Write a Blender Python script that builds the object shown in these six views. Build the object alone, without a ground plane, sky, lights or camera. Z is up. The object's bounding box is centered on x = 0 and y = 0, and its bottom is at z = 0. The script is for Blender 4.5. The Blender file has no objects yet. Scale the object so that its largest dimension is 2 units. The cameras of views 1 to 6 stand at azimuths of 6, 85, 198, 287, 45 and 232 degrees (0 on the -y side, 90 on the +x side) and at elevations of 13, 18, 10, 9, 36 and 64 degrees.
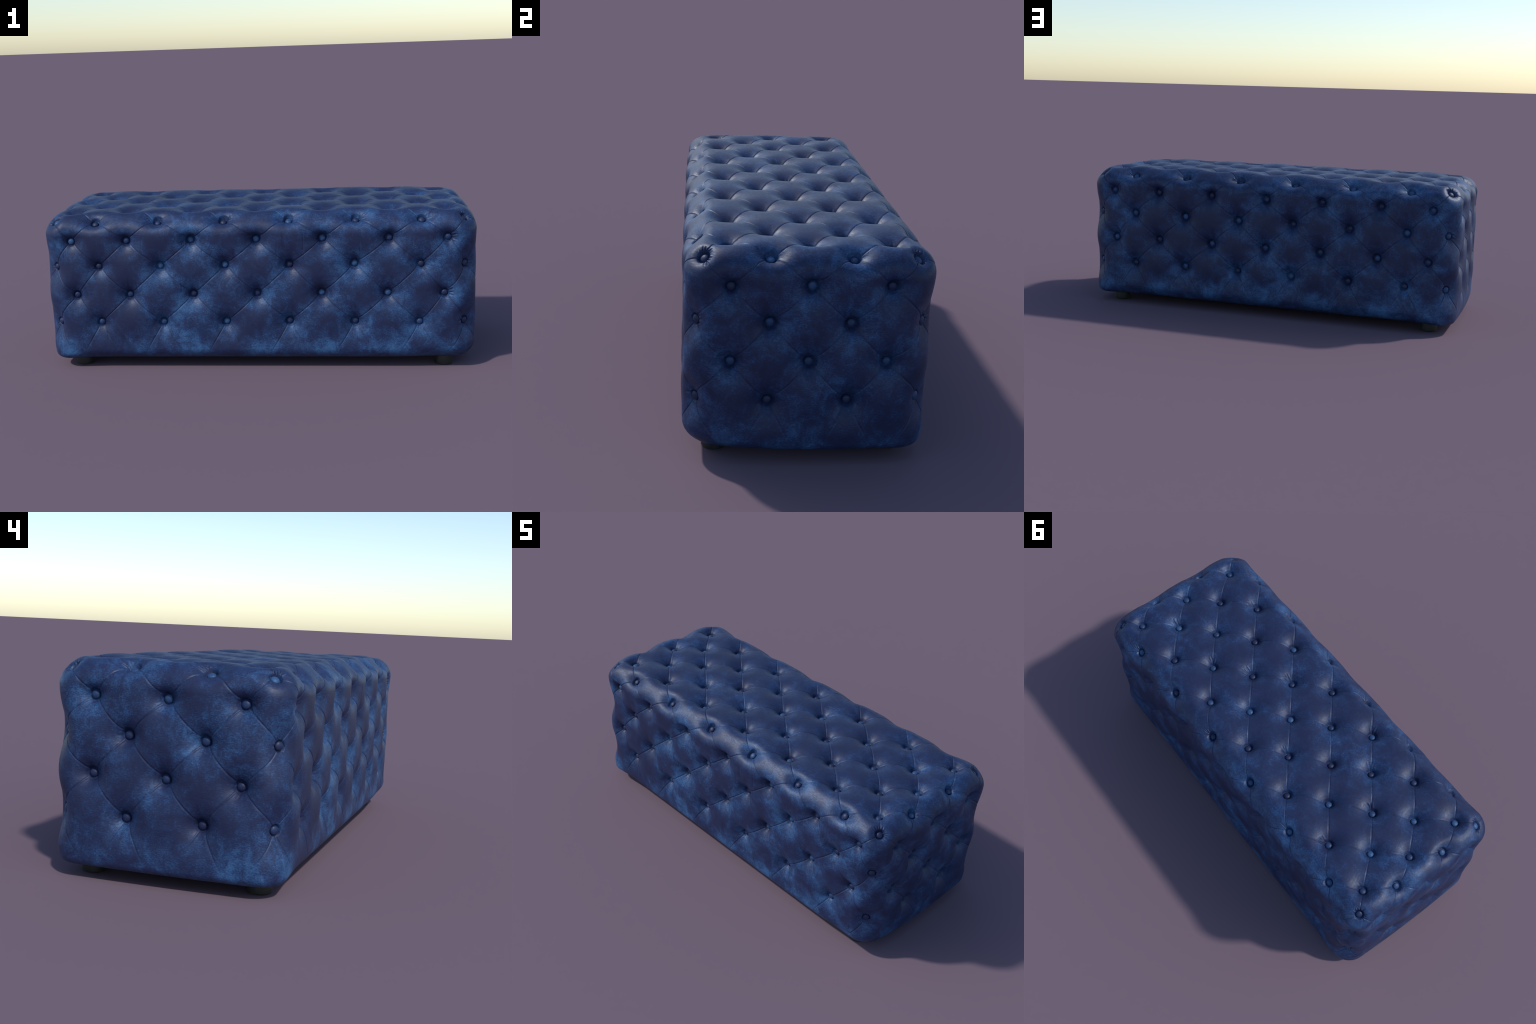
"""Long button-tufted leather ottoman: rounded box cover with diamond tufting, buttons, feet."""
import bpy, math
import numpy as np
from mathutils import Vector

rng = np.random.default_rng(11)

# ------------------------------------------------------------------ envelope
HX, HY, ZT, ZB = 1.015, 0.4215, 0.7500, 0.0450       # outer pillow envelope
ZC, HZ = (ZT + ZB) / 2, (ZT - ZB) / 2
H = np.array([HX, HY, HZ])


def smooth(a, b, x):
    t = np.clip((x - a) / (b - a), 0, 1)
    return t * t * (3 - 2 * t)


def to_envelope(p):
    """Box points -> upright prism with rounded corners, then rolled over at top and hem. Gives position, normal.
    The top rolls softly, the hem tightly except at one slack corner."""
    z = p[:, 2]
    low = 1 - smooth(-HZ, -HZ + 0.22, z)
    plan = 0.118 - 0.006 * low                               # corner radius seen from above
    slack = np.exp(-(((p[:, 0] - HX) / 0.20) ** 2 + ((p[:, 1] + HY) / 0.20) ** 2))
    roll = np.where(z > 0, 0.114, 0.026 + 0.030 * smooth(0.98, 0.75, np.abs(p[:, 0])) + 0.055 * slack)     # radius of the rolled edge
    core = H[:2] - plan[:, None]
    q = np.clip(p[:, :2], -core, core)
    d = p[:, :2] - q
    out = np.abs(d).max(1)                                   # 0 on the flat middle .. plan at the wall
    e = d / np.maximum(np.linalg.norm(d, axis=1, keepdims=True), 1e-9)
    cu, cz = np.minimum(out, plan - roll), np.clip(z, -(HZ - roll), HZ - roll)
    du, dz = out - cu, z - cz
    L = np.maximum(np.hypot(du, dz), 1e-9)
    nu, nz = du / L, dz / L
    pos = np.column_stack([q + e * (cu + roll * nu)[:, None], cz + roll * nz])
    pos[:, 0] *= 1 - 0.0135 * (pos[:, 1] / HY) ** 2            # the short ends bow out a little
    return pos, np.column_stack([e * nu[:, None], nz]), e


# ------------------------------------------------------------------ the button lattice
BUT = {}          # (face row key) -> visible button position (z measured from the floor)


def add(key, x, y, z):
    BUT[key] = (x, y, z)
    return key


XH = {0.5: 0.1495, 1.5: 0.4505, 2.5: 0.7425}          # half-index columns
faces = []                                            # list of (rows), row = {index: key}


def srt(i):
    return math.copysign(1, i)


corner, edge_b, edge_d = {}, {}, {}
for sx in (-1, 1):
    for sy in (-1, 1):
        corner[sx, sy] = add(("corner", sx, sy), sx * 0.929, sy * 0.338, 0.691)
        edge_b[sx, sy] = add(("edge_b", sx, sy), sx * 0.938, sy * 0.365, 0.491)
        edge_d[sx, sy] = add(("edge_d", sx, sy), sx * 0.940, sy * 0.364, 0.225)

rim_long, rim_short = {}, {}
for sy in (-1, 1):
    for i in (-2.5, -1.5, -0.5, 0.5, 1.5, 2.5):
        a = abs(i)
        rim_long[sy, i] = add(("rim", sy, i), srt(i) * (XH[a]), sy * {0.5: 0.342, 1.5: 0.345, 2.5: 0.353}[a], 0.687)
    rows = [
        {**{i: rim_long[sy, i] for i in (-2.5, -1.5, -0.5, 0.5, 1.5, 2.5)}, -3.5: corner[-1, sy], 3.5: corner[1, sy]}]
    depth = lambda i: 0.366 + 0.0016 * i * i
    rows.append({i: add(("long_a", sy, i), srt(i) * (0, 0.2995, 0.599, 0.857)[abs(i)], sy * depth(i), 0.611) for i in range(-3, 4)})
    r = {i: add(("long_b", sy, i), srt(i) * {0.5: 0.148, 1.5: 0.446, 2.5: 0.7355}[abs(i)], sy * (depth(i) + 0.001), 0.492)
         for i in (-2.5, -1.5, -0.5, 0.5, 1.5, 2.5)}
    rows.append({**r, -3.5: edge_b[-1, sy], 3.5: edge_b[1, sy]})
    rows.append({i: add(("long_c", sy, i), srt(i) * (0, 0.296, 0.593, 0.844)[abs(i)], sy * (depth(i) + 0.002), 0.357) for i in range(-3, 4)})
    r = {i: add(("long_d", sy, i), srt(i) * {0.5: 0.147, 1.5: 0.445, 2.5: 0.7345}[abs(i)], sy * (depth(i) + 0.004), 0.225)
         for i in (-2.5, -1.5, -0.5, 0.5, 1.5, 2.5)}
    rows.append({**r, -3.5: edge_d[-1, sy], 3.5: edge_d[1, sy]})
    faces.append(rows)

for sx in (-1, 1):
    for j in (-0.5, 0.5):
        rim_short[sx, j] = add(("rim_short", sx, j), sx * 0.932, srt(j) * 0.131, 0.692)
    rows = [{-1.5: corner[sx, -1], 1.5: corner[sx, 1], -0.5: rim_short[sx, -0.5], 0.5: rim_short[sx, 0.5]}]
    rows.append({j: add(("short_a", sx, j), sx * 0.962, j * 0.2535, 0.612) for j in (-1, 0, 1)})
    rows.append({**{j: add(("short_b", sx, j), sx * 0.960, srt(j) * 0.130, 0.489) for j in (-0.5, 0.5)}, -1.5: edge_b[sx, -1], 1.5: edge_b[sx, 1]})
    rows.append({j: add(("short_c", sx, j), sx * 0.962, j * 0.2535, 0.356) for j in (-1, 0, 1)})
    rows.append({**{j: add(("short_d", sx, j), sx * 0.962, srt(j) * 0.131, 0.220) for j in (-0.5, 0.5)}, -1.5: edge_d[sx, -1], 1.5: edge_d[sx, 1]})
    faces.append(rows)

top = []
for j in (-1.5, -1, -0.5, 0, 0.5, 1, 1.5):
    if abs(j) == 1.5:
        s = int(srt(j))
        top.append({**{i: rim_long[s, i] for i in (-2.5, -1.5, -0.5, 0.5, 1.5, 2.5)}, -3.5: corner[-1, s], 3.5: corner[1, s]})
    elif abs(j) == 0.5:
        r = {i: add(("top", j, i), srt(i) * {0.5: 0.149, 1.5: 0.453, 2.5: 0.746}[abs(i)], srt(j) * 0.1265, 0.700) for i in (-2.5, -1.5, -0.5, 0.5, 1.5, 2.5)}
        top.append({**r, -3.5: rim_short[-1, j], 3.5: rim_short[1, j]})
    else:
        top.append({i: add(("top", j, i), srt(i) * (0, 0.302, 0.604, 0.862)[abs(i)] - 0.002,
                           j * (0.265 if abs(i) == 3 else 0.2505), 0.702 + (0.004 if abs(i) == 3 else 0)) for i in range(-3, 4)})
faces.append(top)

keys = list(BUT)
index = {k: n for n, k in enumerate(keys)}
T = np.array([BUT[k] for k in keys]) + rng.normal(0, 0.0012, (len(keys), 3))
T[:, 2] -= ZC

# seams between diagonal neighbours
pairs = set()
for rows in faces:
    for ra, rb in zip(rows[:-1], rows[1:]):
        for ia, ka in ra.items():
            for ib, kb in rb.items():
                if abs(abs(ia - ib) - 0.5) < 1e-6:
                    pairs.add(tuple(sorted((index[ka], index[kb]))))
pairs = sorted(pairs)

# ------------------------------------------------------------------ cover mesh: a box grid, welded, rounded
STEP = 0.0025
N = [int(round(2 * h / STEP / 2)) * 2 for h in H]


def face_grid(axis, side):
    a, b = [k for k in range(3) if k != axis]
    ga, gb = np.meshgrid(np.arange(N[a] + 1), np.arange(N[b] + 1), indexing="ij")
    ijk = np.zeros((ga.size, 3), np.int64)
    ijk[:, a], ijk[:, b], ijk[:, axis] = ga.ravel(), gb.ravel(), (N[axis] if side > 0 else 0)
    w = N[b] + 1
    i0 = (np.arange(N[a])[:, None] * w + np.arange(N[b])[None]).ravel()
    quad = np.stack([i0, i0 + w, i0 + w + 1, i0 + 1], 1)
    flip = (side > 0) == (axis == 1)
    return ijk, quad[:, ::-1] if flip else quad


vs, qs, off = [], [], 0
for axis, side in ((0, 1), (0, -1), (1, 1), (1, -1), (2, 1), (2, -1)):
    ijk, quad = face_grid(axis, side)
    if axis == 2 and side < 0:                       # underside: keep a turned-under hem only
        hem = 37
        c = ijk[quad].mean(1)
        keep = (c[:, 0] < hem) | (c[:, 0] > N[0] - hem) | (c[:, 1] < hem) | (c[:, 1] > N[1] - hem)
        quad = quad[keep]
    vs.append(ijk); qs.append(quad + off); off += len(ijk)
vs, qs = np.vstack(vs), np.vstack(qs)
code = (vs[:, 0] * 4096 + vs[:, 1]) * 4096 + vs[:, 2]
used = np.unique(qs)
_, first, inv = np.unique(code[used], return_index=True, return_inverse=True)
remap = np.zeros(len(vs), np.int64); remap[used] = inv.ravel()
quads = remap[qs]
box = (vs[used][first] / np.array(N) * 2 - 1) * H
P, NRM, SIDE = to_envelope(box)

# coarse cells so that local work touches local vertices only
CELL = 0.06
cell_of = np.floor((P + 2.0) / CELL).astype(np.int64)
cell_id = (cell_of[:, 0] * 256 + cell_of[:, 1]) * 256 + cell_of[:, 2]
order = np.argsort(cell_id, kind="stable")
ids, starts = np.unique(cell_id[order], return_index=True)
stops = np.append(starts[1:], len(order))
cells = {int(k): order[a:b] for k, a, b in zip(ids, starts, stops)}


def near_curve(line, reach):
    """Vertices inside the box round a line, grown by reach."""
    lo, hi = line.min(0) - reach, line.max(0) + reach
    a, b = np.floor((lo + 2.0) / CELL).astype(int), np.floor((hi + 2.0) / CELL).astype(int)
    got = [cells[k] for x in range(a[0], b[0] + 1) for y in range(a[1], b[1] + 1) for z in range(a[2], b[2] + 1)
           if (k := (x * 256 + y) * 256 + z) in cells]
    if not got:
        return np.zeros(0, np.int64)
    c = np.concatenate(got)
    Q = P[c]
    return c[((Q > lo) & (Q < hi)).all(1)]


# envelope foot of every button
def outward(key):
    """The way a button is pulled in: square to its face, slanted on rims, edges and corners."""
    kind, a = key[0], key[1]
    v = {"corner": (a, key[2], 1.1), "edge_b": (a, key[2], 0), "edge_d": (a, key[2], 0), "rim": (0, a, 1), "rim_short": (a, 0, 1),
         "top": (0, 0, 1)}.get(kind, (0, a, 0) if kind.startswith("long") else (a, 0, 0))
    v = np.array(v, float)
    return v / np.linalg.norm(v)


def foot_of(t, v):
    """Envelope vertex whose own normal runs through the button, preferring the pull direction v."""
    c = near_curve(np.array([t, t + v * 0.08]), 0.045)
    d = t - P[c]
    k = (d * NRM[c]).sum(1)
    miss = (d ** 2).sum(1) - k * k
    cost = miss + 0.0012 * (1 - NRM[c] @ v) + np.where(k > -0.005, 1.0, 0.0)
    return c[cost.argmin()]


near = np.array([foot_of(t, outward(k)) for t, k in zip(T, keys)])
EB, EN = P[near], NRM[near]
DOME = 0.0085                                        # button crown above the pit floor
LIFT = np.array([0.0045 if k[0].startswith("rim") or k[0] == "corner" else 0.0 for k in keys])   # rim buttons sit prouder
need = ((EB - (T - EN * (DOME - LIFT)[:, None])) * EN).sum(1)          # pit depth wanted at each button


def kernel(d):
    e = d - 0.0150                                   # flat floor under the button itself
    e = 0.5 * (e + np.sqrt(e * e + 0.006 ** 2))
    return (0.50 * np.exp(-(e / 0.030) ** 1.15) + 0.50 * np.exp(-e / 0.058)) * (1 - smooth(0.18, 0.34, d))


# seam polylines on the envelope
def draped(a, b, na, nb, n=17):
    """Points of a seam from a to b lying on the envelope: a chord laid down along blended normals."""
    t = np.linspace(0, 1, n)[:, None]
    line = a * (1 - t) + b * t
    nn = na * (1 - t) + nb * t
    nn /= np.linalg.norm(nn, axis=1, keepdims=True)
    out = line.copy()
    cand = near_curve(np.array([a, b]), 0.06)
    C, M = P[cand], NRM[cand]
    for k, (p, m) in enumerate(zip(line, nn)):
        d = C - p
        along = d @ m
        out[k] = C[((d ** 2).sum(1) - 0.98 * along ** 2).argmin()]
    out[0], out[-1] = a, b
    for _ in range(4):                               # iron out grid jitter, then lay back on the surface
        out[1:-1] = 0.5 * out[1:-1] + 0.25 * (out[:-2] + out[2:])
        for k in range(1, n - 1):
            v = ((C - out[k]) ** 2).sum(1).argmin()
            out[k] -= M[v] * ((out[k] - C[v]) @ M[v])
    return out


curves = [draped(EB[i], EB[j], EN[i], EN[j]) for i, j in pairs]


def hem_point(x, y, nrm):
    g = np.array([x, y, -HZ + 0.004])
    d = ((P - g) ** 2).sum(1)
    k = d.argmin()
    return P[k], nrm


for k, key in enumerate(keys):                       # last row runs down to the hem
    kind = key[0]
    for s in (-1, 1):
        if kind == "long_d":
            e, n = hem_point(EB[k][0] + s * 0.098, np.sign(EB[k][1]) * HY, EN[k])
            curves.append(draped(EB[k], e, EN[k], EN[k]))
        elif kind == "short_d":
            e, n = hem_point(np.sign(EB[k][0]) * HX, EB[k][1] + s * 0.090, EN[k])
            curves.append(draped(EB[k], e, EN[k], EN[k]))
    if kind == "edge_d":
        sx, sy = key[1:]
        e, n = hem_point(sx * 0.85, sy * HY, EN[k])
        curves.append(draped(EB[k], e, EN[k], np.array([0, sy, 0.0])))
        e, n = hem_point(sx * HX, sy * 0.27, EN[k])
        curves.append(draped(EB[k], e, EN[k], np.array([sx, 0.0, 0])))


def polyline_distance(pts, line):
    best = np.full(len(pts), 9.0)
    where = np.zeros(len(pts))
    m = len(line) - 1
    for s in range(m):
        a, ab = line[s], line[s + 1] - line[s]
        t = np.clip(((pts - a) @ ab) / max(ab @ ab, 1e-12), 0, 1)
        d = np.linalg.norm(pts - a - t[:, None] * ab, axis=1)
        hit = d < best
        best[hit], where[hit] = d[hit], (s + t[hit]) / m
    return best, where


seam = np.full(len(P), 9.0)
for line in curves:
    c = near_curve(line, 0.075)
    d, _ = polyline_distance(P[c], line)
    seam[c] = np.minimum(seam[c], d)

VALLEY, V_W, GROOVE, G_W = 0.0010, 0.020, 0.0031, 0.0017


def seam_depth(d):
    return VALLEY * np.exp(-(np.sqrt(d * d + 0.005 ** 2) - 0.005) / V_W) + GROOVE * np.exp(-(d / G_W) ** 2)


DB = np.linalg.norm(EB[:, None] - EB[None], axis=2)
# the vertical edges are drawn in more widely round their buttons; the long rims sag a little
edge_ids = [k for k, key in enumerate(keys) if key[0].startswith("edge")]

rim_ids = [k for k, key in enumerate(keys) if key[0].startswith("rim") or key[0] == "corner"]


def broad(pts):
    f = np.zeros(len(pts))
    for k in edge_ids:
        f += 0.030 * np.exp(-((pts - EB[k]) ** 2).sum(1) / 0.085 ** 2)
    for k in rim_ids:
        f += 0.018 * np.exp(-((pts - EB[k]) ** 2).sum(1) / 0.050 ** 2)
    rim_y = np.hypot(np.abs(pts[:, 1]) - 0.365, pts[:, 2] - (0.705 - ZC))
    rim_x = np.hypot(np.abs(pts[:, 0]) - 0.955, pts[:, 2] - (0.705 - ZC))
    f += 0.0130 * np.exp(-(rim_y / 0.052) ** 2) * smooth(0.93, 0.80, np.abs(pts[:, 0]))
    f += 0.0015 * np.exp(-(rim_x / 0.052) ** 2) * smooth(0.34, 0.20, np.abs(pts[:, 1]))
    f += 0.011 * np.exp(-((pts[:, 2] + ZC - 0.135) / 0.065) ** 2)
    return f


waves = []
for _ in range(26):
    f = rng.normal(0, 1, 3)
    waves.append((f * rng.uniform(8, 34) / np.linalg.norm(f), rng.uniform(0, 6.28)))


def uneven(pts):
    return sum(np.sin(pts @ f + ph) * 0.0048 / np.linalg.norm(f) for f, ph in waves) * 0.85


amp = np.linalg.solve(kernel(DB), need - seam_depth(0.0) - broad(EB) - uneven(EB))
inward = np.where(seam < 1, seam_depth(seam), 0) + broad(P) + uneven(P)
for b, a in zip(EB, amp):
    c = near_curve(b[None], 0.34)
    d = np.linalg.norm(P[c] - b, axis=1)
    inward[c] += a * kernel(d)

# stretch creases: fine, nearly straight hairlines in the leather
def hairline(a, b, deep=0.0017, wide=0.0024):
    line = np.array([a, b])
    c = near_curve(line, 0.03)
    if not len(c):
        return
    d, t = polyline_distance(P[c], line)
    inward[c] += deep * np.sin(np.pi * np.clip(t, 0.02, 0.98)) ** 0.5 * np.exp(-(d / wide) ** 2)


for sy in (-1, 1):
    for k in range(20):
        x, z = rng.uniform(-0.9, 0.9), rng.choice([0.60, 0.56, 0.52, 0.40, 0.16, 0.13])
        L = rng.uniform(0.02, 0.05)
        for m in range(rng.integers(1, 3)):
            xx = x + m * 0.007
            hairline(np.array([xx, sy * HY, z + L - ZC]), np.array([xx + rng.normal(0, 0.002), sy * HY, z - L - ZC]))
for k in range(16):
    x, y = rng.uniform(-0.85, 0.85), rng.uniform(-0.3, 0.3)
    a = rng.uniform(0.2, 0.9)
    L = rng.uniform(0.015, 0.035)
    hairline(np.array([x - L * math.cos(a), y - L * math.sin(a), HZ]), np.array([x + L * math.cos(a), y + L * math.sin(a), HZ]), 0.0012)

# the hem is pulled flat round the frame, the leather itself is slightly uneven
fade = smooth(-HZ + 0.004, -HZ + 0.13, P[:, 2])
V = P - NRM * (inward * fade)[:, None]
V[:, :2] -= SIDE * (0.022 * (1 - fade))[:, None]

# sockets: press the leather under every button flat and leave a small ring-shaped gap round it
seat = EB - EN * need[:, None]
seat = seat + (T - EB) - EN * ((T - EB) * EN).sum(1)[:, None]
for c0, n in zip(seat, EN):
    c = near_curve(np.array([c0, c0 + n * 0.075]), 0.045)
    rel = V[c] - c0
    h = rel @ n
    d = np.linalg.norm(rel - h[:, None] * n, axis=1)
    ceiling = np.where(d < 0.0165, -0.0010 - 0.0012 * smooth(0.012, 0.0155, d), -0.0022 + (d - 0.0165) * 1.9)
    over = h - ceiling
    soft = 0.5 * (over + np.sqrt(over * over + 0.0012 ** 2)) - 0.0002
    push = np.where((d < 0.040) & (h < 0.05), np.maximum(soft, 0) * (1 - smooth(0.024, 0.032, d)), 0)
    V[c] -= push[:, None] * n

# gathers: little radial folds fanning from some of the buttons
crease = np.zeros(len(P))


def gathers(b, n, direction, count, length, deep):
    u = direction - n * (direction @ n)
    u /= np.linalg.norm(u)
    v = np.cross(n, u)
    for k in range(count):
        ang = (k - (count - 1) / 2) * 0.30 + rng.normal(0, 0.06)
        w = u * math.cos(ang) + v * math.sin(ang)
        L = length * rng.uniform(0.7, 1.15)
        line = np.array([b + w * 0.0155, b + w * (0.016 + L / 2) + v * rng.normal(0, 0.002), b + w * (0.016 + L)])
        c = near_curve(line, 0.03)
        # measure in the tangent plane so folds follow the curved cover
        rel = P[c] - b
        flat = b + rel - (rel @ n)[:, None] * n
        d, t = polyline_distance(flat, line)
        crease[c] += deep * np.sin(np.pi * np.clip(t * 0.85 + 0.15, 0, 1)) * (np.exp(-(d / 0.0030) ** 2) - 0.55 * np.exp(-((d - 0.0062) / 0.0030) ** 2))


FOLDS = {("rim", -1, -0.5): (1, 0, 1), ("rim", -1, 1.5): (1, 0, 1), ("rim", -1, 2.5): (1, 0, 1), ("long_a", -1, 3): (1, 0, 0),
         ("long_c", -1, 3): (1, 0, 0.2), ("rim_short", -1, -0.5): (0, 0.6, 1), ("rim_short", -1, 0.5): (0, 0.6, 1),
         ("rim", 1, 2.5): (1, 0, 0.5), ("rim", 1, 0.5): (1, 0, 0.5), ("rim", 1, -1.5): (1, 0, 0.6),
         ("edge_b", 1, -1): (0, 1, 0.3), ("edge_b", -1, 1): (0, -1, 0), ("edge_b", 1, 1): (-1, 0, 0.2), ("edge_d", 1, -1): (-1, 0, 0.2),
         ("top", 0.5, 2.5): (1, -0.3, 0), ("top", 0.5, -0.5): (1, 0, 0), ("top", 0, -2): (1, -0.4, 0), ("top", -0.5, 0.5): (1, 0.3, 0),
         ("top", -1, 2): (1, 0.5, 0), ("top", -0.5, -1.5): (0.8, -0.6, 0), ("top", -1, -1): (0.6, -0.8, 0), ("top", 1, -2): (1, 0.4, 0),
         ("top", 0, 1): (1, 0.5, 0), ("top", 0.5, 1.5): (0.7, -0.7, 0)}
for key, dr in FOLDS.items():
    k = index[key]
    gathers(EB[k], EN[k], np.array(dr, float), 3, 0.036, 0.0030)
for (sx, sy), key in corner.items():                 # the four top corners gather all round
    k = index[key]
    gathers(EB[k], EN[k], np.array([sx * 0.2, sy * 0.3, 1.0]), 5, 0.034, 0.0042)
    gathers(EB[k], EN[k], np.array([sx * 0.6, -sy * 0.8, -0.6]), 4, 0.030, 0.0034)

for k, key in enumerate(keys):                       # faint puckers round every button, stronger on the drawn-in edges
    for _ in range(2):
        dr = rng.normal(0, 1, 3)
        strong = 0.0019 if key[0].startswith("edge") or key[0] == "rim_short" else 0.0008
        gathers(EB[k], EN[k], dr, int(rng.integers(1, 4)), 0.024, strong * rng.uniform(0.5, 1.3))
V -= NRM * crease[:, None]

V[:, 2] += ZC
V[:, 0] *= 1.0 / np.abs(V[:, 0]).max()               # longest side is exactly 2 m


# ------------------------------------------------------------------ materials
def new_material(name):
    m = bpy.data.materials.new(name)
    m.use_nodes = True
    nt = m.node_tree
    return m, nt, nt.nodes["Principled BSDF"]


def node(nt, kind, **kw):
    n = nt.nodes.new(kind)
    for k, v in kw.items():
        if k in n.inputs:
            n.inputs[k].default_value = v
        else:
            setattr(n, k, v)
    return n


def math_node(nt, op, a, b=None, c=None):
    n = nt.nodes.new("ShaderNodeMath")
    n.operation = op
    for i, v in enumerate((a, b, c)):
        if v is None:
            continue
        if isinstance(v, (int, float)):
            n.inputs[i].default_value = v
        else:
            nt.links.new(v, n.inputs[i])
    return n.outputs[0]


def ramp(nt, fac, stops):
    r = nt.nodes.new("ShaderNodeValToRGB")
    el = r.color_ramp.elements
    while len(el) < len(stops):
        el.new(0.5)
    for e, (p, c) in zip(el, stops):
        e.position, e.color = p, (*c, 1)
    nt.links.new(fac, r.inputs[0])
    return r.outputs[0]


DARK, NAVY, BLUE, BRIGHT = (0.0130, 0.0185, 0.058), (0.0150, 0.0265, 0.081), (0.0210, 0.053, 0.140), (0.043, 0.124, 0.276)


def leather(name, per_piece):
    m, nt, bsdf = new_material(name)
    link = nt.links.new
    tc = nt.nodes.new("ShaderNodeTexCoord")
    obj = tc.outputs["Object"]
    geo = nt.nodes.new("ShaderNodeNewGeometry")
    if per_piece:
        info = nt.nodes.new("ShaderNodeObjectInfo")
        tone = math_node(nt, "MULTIPLY_ADD", info.outputs["Random"], 0.55, 0.22)
        fine = node(nt, "ShaderNodeTexNoise", Scale=220.0, Detail=4.0)
        link(obj, fine.inputs["Vector"])
        tone = math_node(nt, "ADD", tone, math_node(nt, "MULTIPLY_ADD", fine.outputs[0], 0.3, -0.15))
        rough = 0.53
        height = fine.outputs[0]
    else:
        sep, sn = nt.nodes.new("ShaderNodeSeparateXYZ"), nt.nodes.new("ShaderNodeSeparateXYZ")
        link(obj, sep.inputs[0]); link(geo.outputs["True Normal"], sn.inputs[0])
        X, Y, Z = sep.outputs
        # tufting phase: +1 at the buttons, -1 in the middle of each diamond
        cx = math_node(nt, "COSINE", math_node(nt, "MULTIPLY", X, math.pi / 0.1495))
        cy = math_node(nt, "COSINE", math_node(nt, "MULTIPLY", Y, math.pi / 0.1275))
        cy2 = math_node(nt, "COSINE", math_node(nt, "MULTIPLY", Y, math.pi / 0.128))
        cz = math_node(nt, "COSINE", math_node(nt, "MULTIPLY_ADD", Z, math.pi / 0.1305, -0.612 * math.pi / 0.1305))
        w = [math_node(nt, "POWER", math_node(nt, "ABSOLUTE", s), 3.0) for s in sn.outputs]
        t_side = math_node(nt, "MULTIPLY", math_node(nt, "MULTIPLY", cy2, cz), w[0])
        t_front = math_node(nt, "MULTIPLY", math_node(nt, "MULTIPLY", cx, cz), w[1])
        t_top = math_node(nt, "MULTIPLY", math_node(nt, "MULTIPLY", cx, cy), w[2])
        tuft = math_node(nt, "ADD", t_front, math_node(nt, "ADD", math_node(nt, "MULTIPLY", t_side, 0.6), math_node(nt, "MULTIPLY", t_top, 0.55)))
        big = node(nt, "ShaderNodeTexNoise", Scale=4.2, Detail=3.0, Roughness=0.55)
        link(obj, big.inputs["Vector"])
        mid = node(nt, "ShaderNodeTexNoise", Scale=19.0, Detail=8.0, Roughness=0.70, Distortion=0.5)
        link(obj, mid.inputs["Vector"])
        mp = nt.nodes.new("ShaderNodeMapping")
        mp.inputs["Scale"].default_value = (0.75, 0.75, 1.6)
        link(obj, mp.inputs["Vector"])
        fine = node(nt, "ShaderNodeTexNoise", Scale=190.0, Detail=4.0, Roughness=0.75)
        link(mp.outputs[0], fine.inputs["Vector"])
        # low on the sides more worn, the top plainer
        t = math_node(nt, "MULTIPLY_ADD", math_node(nt, "SUBTRACT", big.outputs[0], 0.5), 0.90, 0.42)
        t = math_node(nt, "ADD", t, math_node(nt, "MULTIPLY", math_node(nt, "SUBTRACT", mid.outputs[0], 0.5), 1.40))
        t = math_node(nt, "ADD", t, math_node(nt, "MULTIPLY", tuft, 0.17))
        t = math_node(nt, "ADD", t, math_node(nt, "MULTIPLY", math_node(nt, "SUBTRACT", fine.outputs[0], 0.5), 1.15))
        # the top is plainer; rims and the foot of the sides are lighter in tone
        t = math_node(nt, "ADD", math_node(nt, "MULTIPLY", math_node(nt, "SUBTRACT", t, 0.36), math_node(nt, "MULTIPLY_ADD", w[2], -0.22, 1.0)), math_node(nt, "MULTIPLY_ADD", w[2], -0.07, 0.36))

        def step(value, lo, hi):
            n = node(nt, "ShaderNodeMapRange", interpolation_type="SMOOTHSTEP")
            n.inputs["From Min"].default_value, n.inputs["From Max"].default_value = lo, hi
            link(value, n.inputs["Value"])
            return n.outputs[0]
        ax, ay = math_node(nt, "ABSOLUTE", X), math_node(nt, "ABSOLUTE", Y)
        rim = math_node(nt, "MULTIPLY", math_node(nt, "MAXIMUM", step(ax, 0.86, 0.95), step(ay, 0.28, 0.36)), step(Z, 0.62, 0.70))
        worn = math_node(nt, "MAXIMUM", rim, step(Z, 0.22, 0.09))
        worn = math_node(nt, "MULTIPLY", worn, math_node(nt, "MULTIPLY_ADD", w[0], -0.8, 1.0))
        t = math_node(nt, "ADD", t, math_node(nt, "MULTIPLY", w[1], 0.035))
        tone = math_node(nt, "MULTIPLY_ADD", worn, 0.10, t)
        rough = 0.53
        grain = node(nt, "ShaderNodeTexNoise", Scale=130.0, Detail=3.0, Roughness=0.6)
        mg = nt.nodes.new("ShaderNodeMapping")
        mg.inputs["Scale"].default_value = (0.55, 0.55, 2.2)
        link(obj, mg.inputs["Vector"]); link(mg.outputs[0], grain.inputs["Vector"])
        height = grain.outputs[0]
    col = ramp(nt, tone, [(0.18, DARK), (0.40, NAVY), (0.60, BLUE), (0.92, BRIGHT)])
    link(col, bsdf.inputs["Base Color"])
    rr = math_node(nt, "MULTIPLY_ADD", height, 0.30, rough - 0.19)
    link(rr, bsdf.inputs["Roughness"])
    bsdf.inputs["Specular IOR Level"].default_value = 0.40
    bsdf.inputs["Specular Tint"].default_value = (0.80, 0.88, 1.0, 1)
    bump = node(nt, "ShaderNodeBump", Strength=0.26, Distance=0.0022)
    link(height, bump.inputs["Height"])
    link(bump.outputs[0], bsdf.inputs["Normal"])
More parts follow.
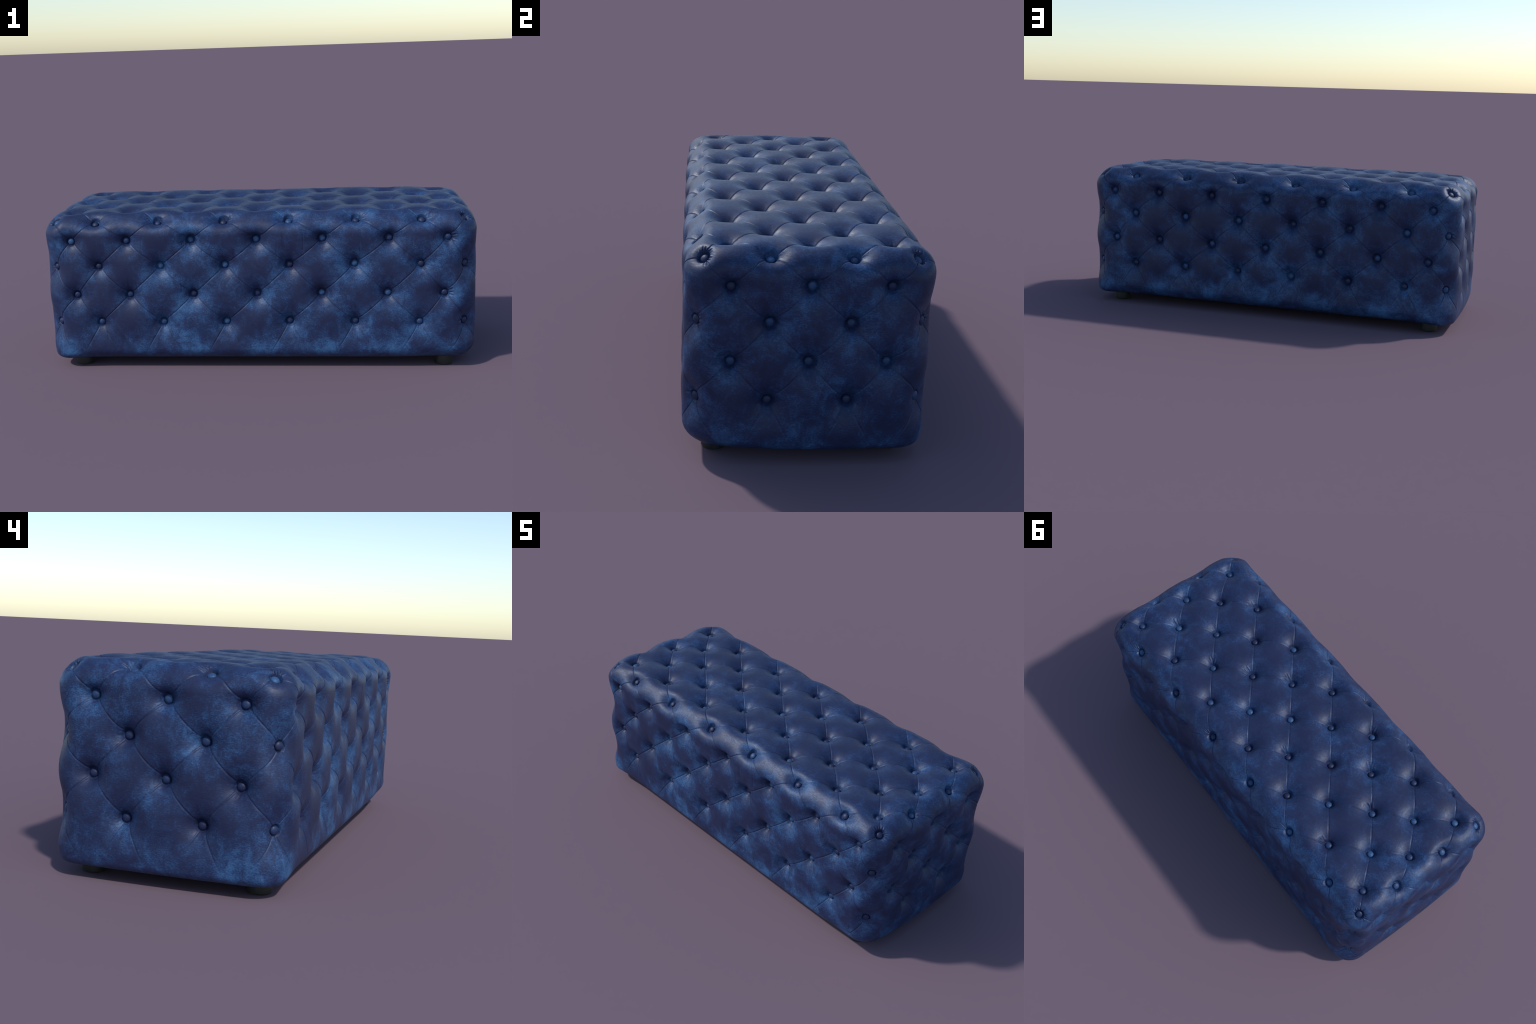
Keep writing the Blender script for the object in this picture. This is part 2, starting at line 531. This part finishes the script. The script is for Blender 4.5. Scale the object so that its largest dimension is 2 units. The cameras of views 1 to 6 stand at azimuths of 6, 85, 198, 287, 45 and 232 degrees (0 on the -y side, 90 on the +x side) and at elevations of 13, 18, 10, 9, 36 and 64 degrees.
    return m


def plain(name, colour, rough, scale):
    m, nt, bsdf = new_material(name)
    tc = nt.nodes.new("ShaderNodeTexCoord")
    n = node(nt, "ShaderNodeTexNoise", Scale=scale, Detail=4.0)
    nt.links.new(tc.outputs["Object"], n.inputs["Vector"])
    c = ramp(nt, n.outputs[0], [(0.3, tuple(x * 0.75 for x in colour)), (0.7, tuple(x * 1.25 for x in colour))])
    nt.links.new(c, bsdf.inputs["Base Color"])
    bsdf.inputs["Roughness"].default_value = rough
    return m


cover_mat = leather("worn_blue_leather", False)
button_mat = leather("button_leather", True)
foot_mat = plain("black_plastic", (0.012, 0.015, 0.013), 0.55, 40.0)
cloth_mat = plain("black_lining_cloth", (0.010, 0.010, 0.012), 0.9, 300.0)


# ------------------------------------------------------------------ objects
def mesh_object(name, verts, polys, mat, parent, smooth_angle=None):
    me = bpy.data.meshes.new(name)
    me.from_pydata(verts, [], polys)
    me.materials.append(mat)
    me.polygons.foreach_set("use_smooth", [True] * len(me.polygons))
    if smooth_angle:
        me.set_sharp_from_angle(angle=smooth_angle)
    ob = bpy.data.objects.new(name, me)
    bpy.context.scene.collection.objects.link(ob)
    ob.parent = parent
    return ob


root = bpy.data.objects.new("tufted_ottoman", None)
bpy.context.scene.collection.objects.link(root)
root["label"] = "long rectangular blue leather ottoman, diamond tufted with covered buttons"
root["category"] = "tufted ottoman bench"

me = bpy.data.meshes.new("upholstery")
me.vertices.add(len(V)); me.vertices.foreach_set("co", V.astype(np.float32).ravel())
me.loops.add(quads.size); me.loops.foreach_set("vertex_index", quads.astype(np.int32).ravel())
me.polygons.add(len(quads))
me.polygons.foreach_set("loop_start", np.arange(0, quads.size, 4, dtype=np.int32))
me.update(calc_edges=True)
me.validate()
me.polygons.foreach_set("use_smooth", np.ones(len(me.polygons), bool))
me.materials.append(cover_mat)
cover = bpy.data.objects.new("upholstery", me)
bpy.context.scene.collection.objects.link(cover)
cover.parent = root


def lathe(profile, n=28):
    """Revolve (radius, height) pairs about z; first/last with radius 0 close to a point."""
    verts, rings, polys = [], [], []
    for r, z in profile:
        if r < 1e-6:
            rings.append([len(verts)]); verts.append((0, 0, z))
        else:
            rings.append(list(range(len(verts), len(verts) + n)))
            verts += [(r * math.cos(2 * math.pi * k / n), r * math.sin(2 * math.pi * k / n), z) for k in range(n)]
    for a, b in zip(rings[:-1], rings[1:]):
        for k in range(n):
            j = (k + 1) % n
            if len(a) == 1:
                polys.append((a[0], b[k], b[j]) if len(b) > 1 else ())
            elif len(b) == 1:
                polys.append((a[k], b[0], a[j]))
            else:
                polys.append((a[k], b[k], b[j], a[j]))
    return verts, [p for p in polys if p]


R = 0.0150
dome = [(0, DOME)] + [(R * math.sin(t), -0.001 + (DOME + 0.001) * math.cos(t) ** 0.85) for t in np.linspace(0.18, math.pi / 2 - 0.02, 9)]
dome += [(R * 0.99, -0.003), (R * 0.80, -0.006), (0, -0.007)]
bv, bp = lathe(dome)
bp = [p[::-1] for p in bp]
first = None
for k, key in enumerate(keys):
    base = seat[k]
    if first is None:
        ob = mesh_object("button", bv, bp, button_mat, cover)
        ob.data.update()
        first = ob
    else:
        ob = first.copy()
        ob.name = "button"
        bpy.context.scene.collection.objects.link(ob)
    ob.location = base + np.array([0, 0, ZC])
    tilt = Vector(EN[k] + rng.normal(0, 0.06, 3))
    ob.rotation_mode = "QUATERNION"
    ob.rotation_quaternion = tilt.to_track_quat("Z", "Y")
    s = rng.uniform(0.95, 1.05)
    ob.scale = (s, s, s)

# bottom lining, just inside the turned-under hem
bx, by, br = HX - 0.100, HY - 0.100, 0.10
ring = []
for qx, qy, a0 in ((1, 1, 0), (-1, 1, 90), (-1, -1, 180), (1, -1, 270)):
    for k in range(7):
        a = math.radians(a0 + 15 * k)
        ring.append((qx * (bx - br) + br * math.cos(a), qy * (by - br) + br * math.sin(a)))
m = len(ring)
lv = [(x, y, ZB + 0.003) for x, y in ring] + [(x, y, ZB + 0.010) for x, y in ring]
lp = [tuple(range(m))[::-1], tuple(range(m, 2 * m))] + [(k, (k + 1) % m, m + (k + 1) % m, m + k) for k in range(m)]
mesh_object("bottom_lining", lv, lp, cloth_mat, root, math.radians(30))

fr = 0.042
fv, fp = lathe([(0, 0), (fr - 0.004, 0), (fr - 0.001, 0.0015), (fr, 0.005), (fr, 0.060), (fr - 0.002, 0.066), (0, 0.066)], 40)
foot = None
for sx in (-1, 1):
    for sy in (-1, 1):
        if foot is None:
            ob = foot = mesh_object("foot", fv, fp, foot_mat, root, math.radians(35))
        else:
            ob = foot.copy(); ob.name = "foot"
            bpy.context.scene.collection.objects.link(ob)
        ob.location = (sx * 0.853, sy * 0.297, 0)
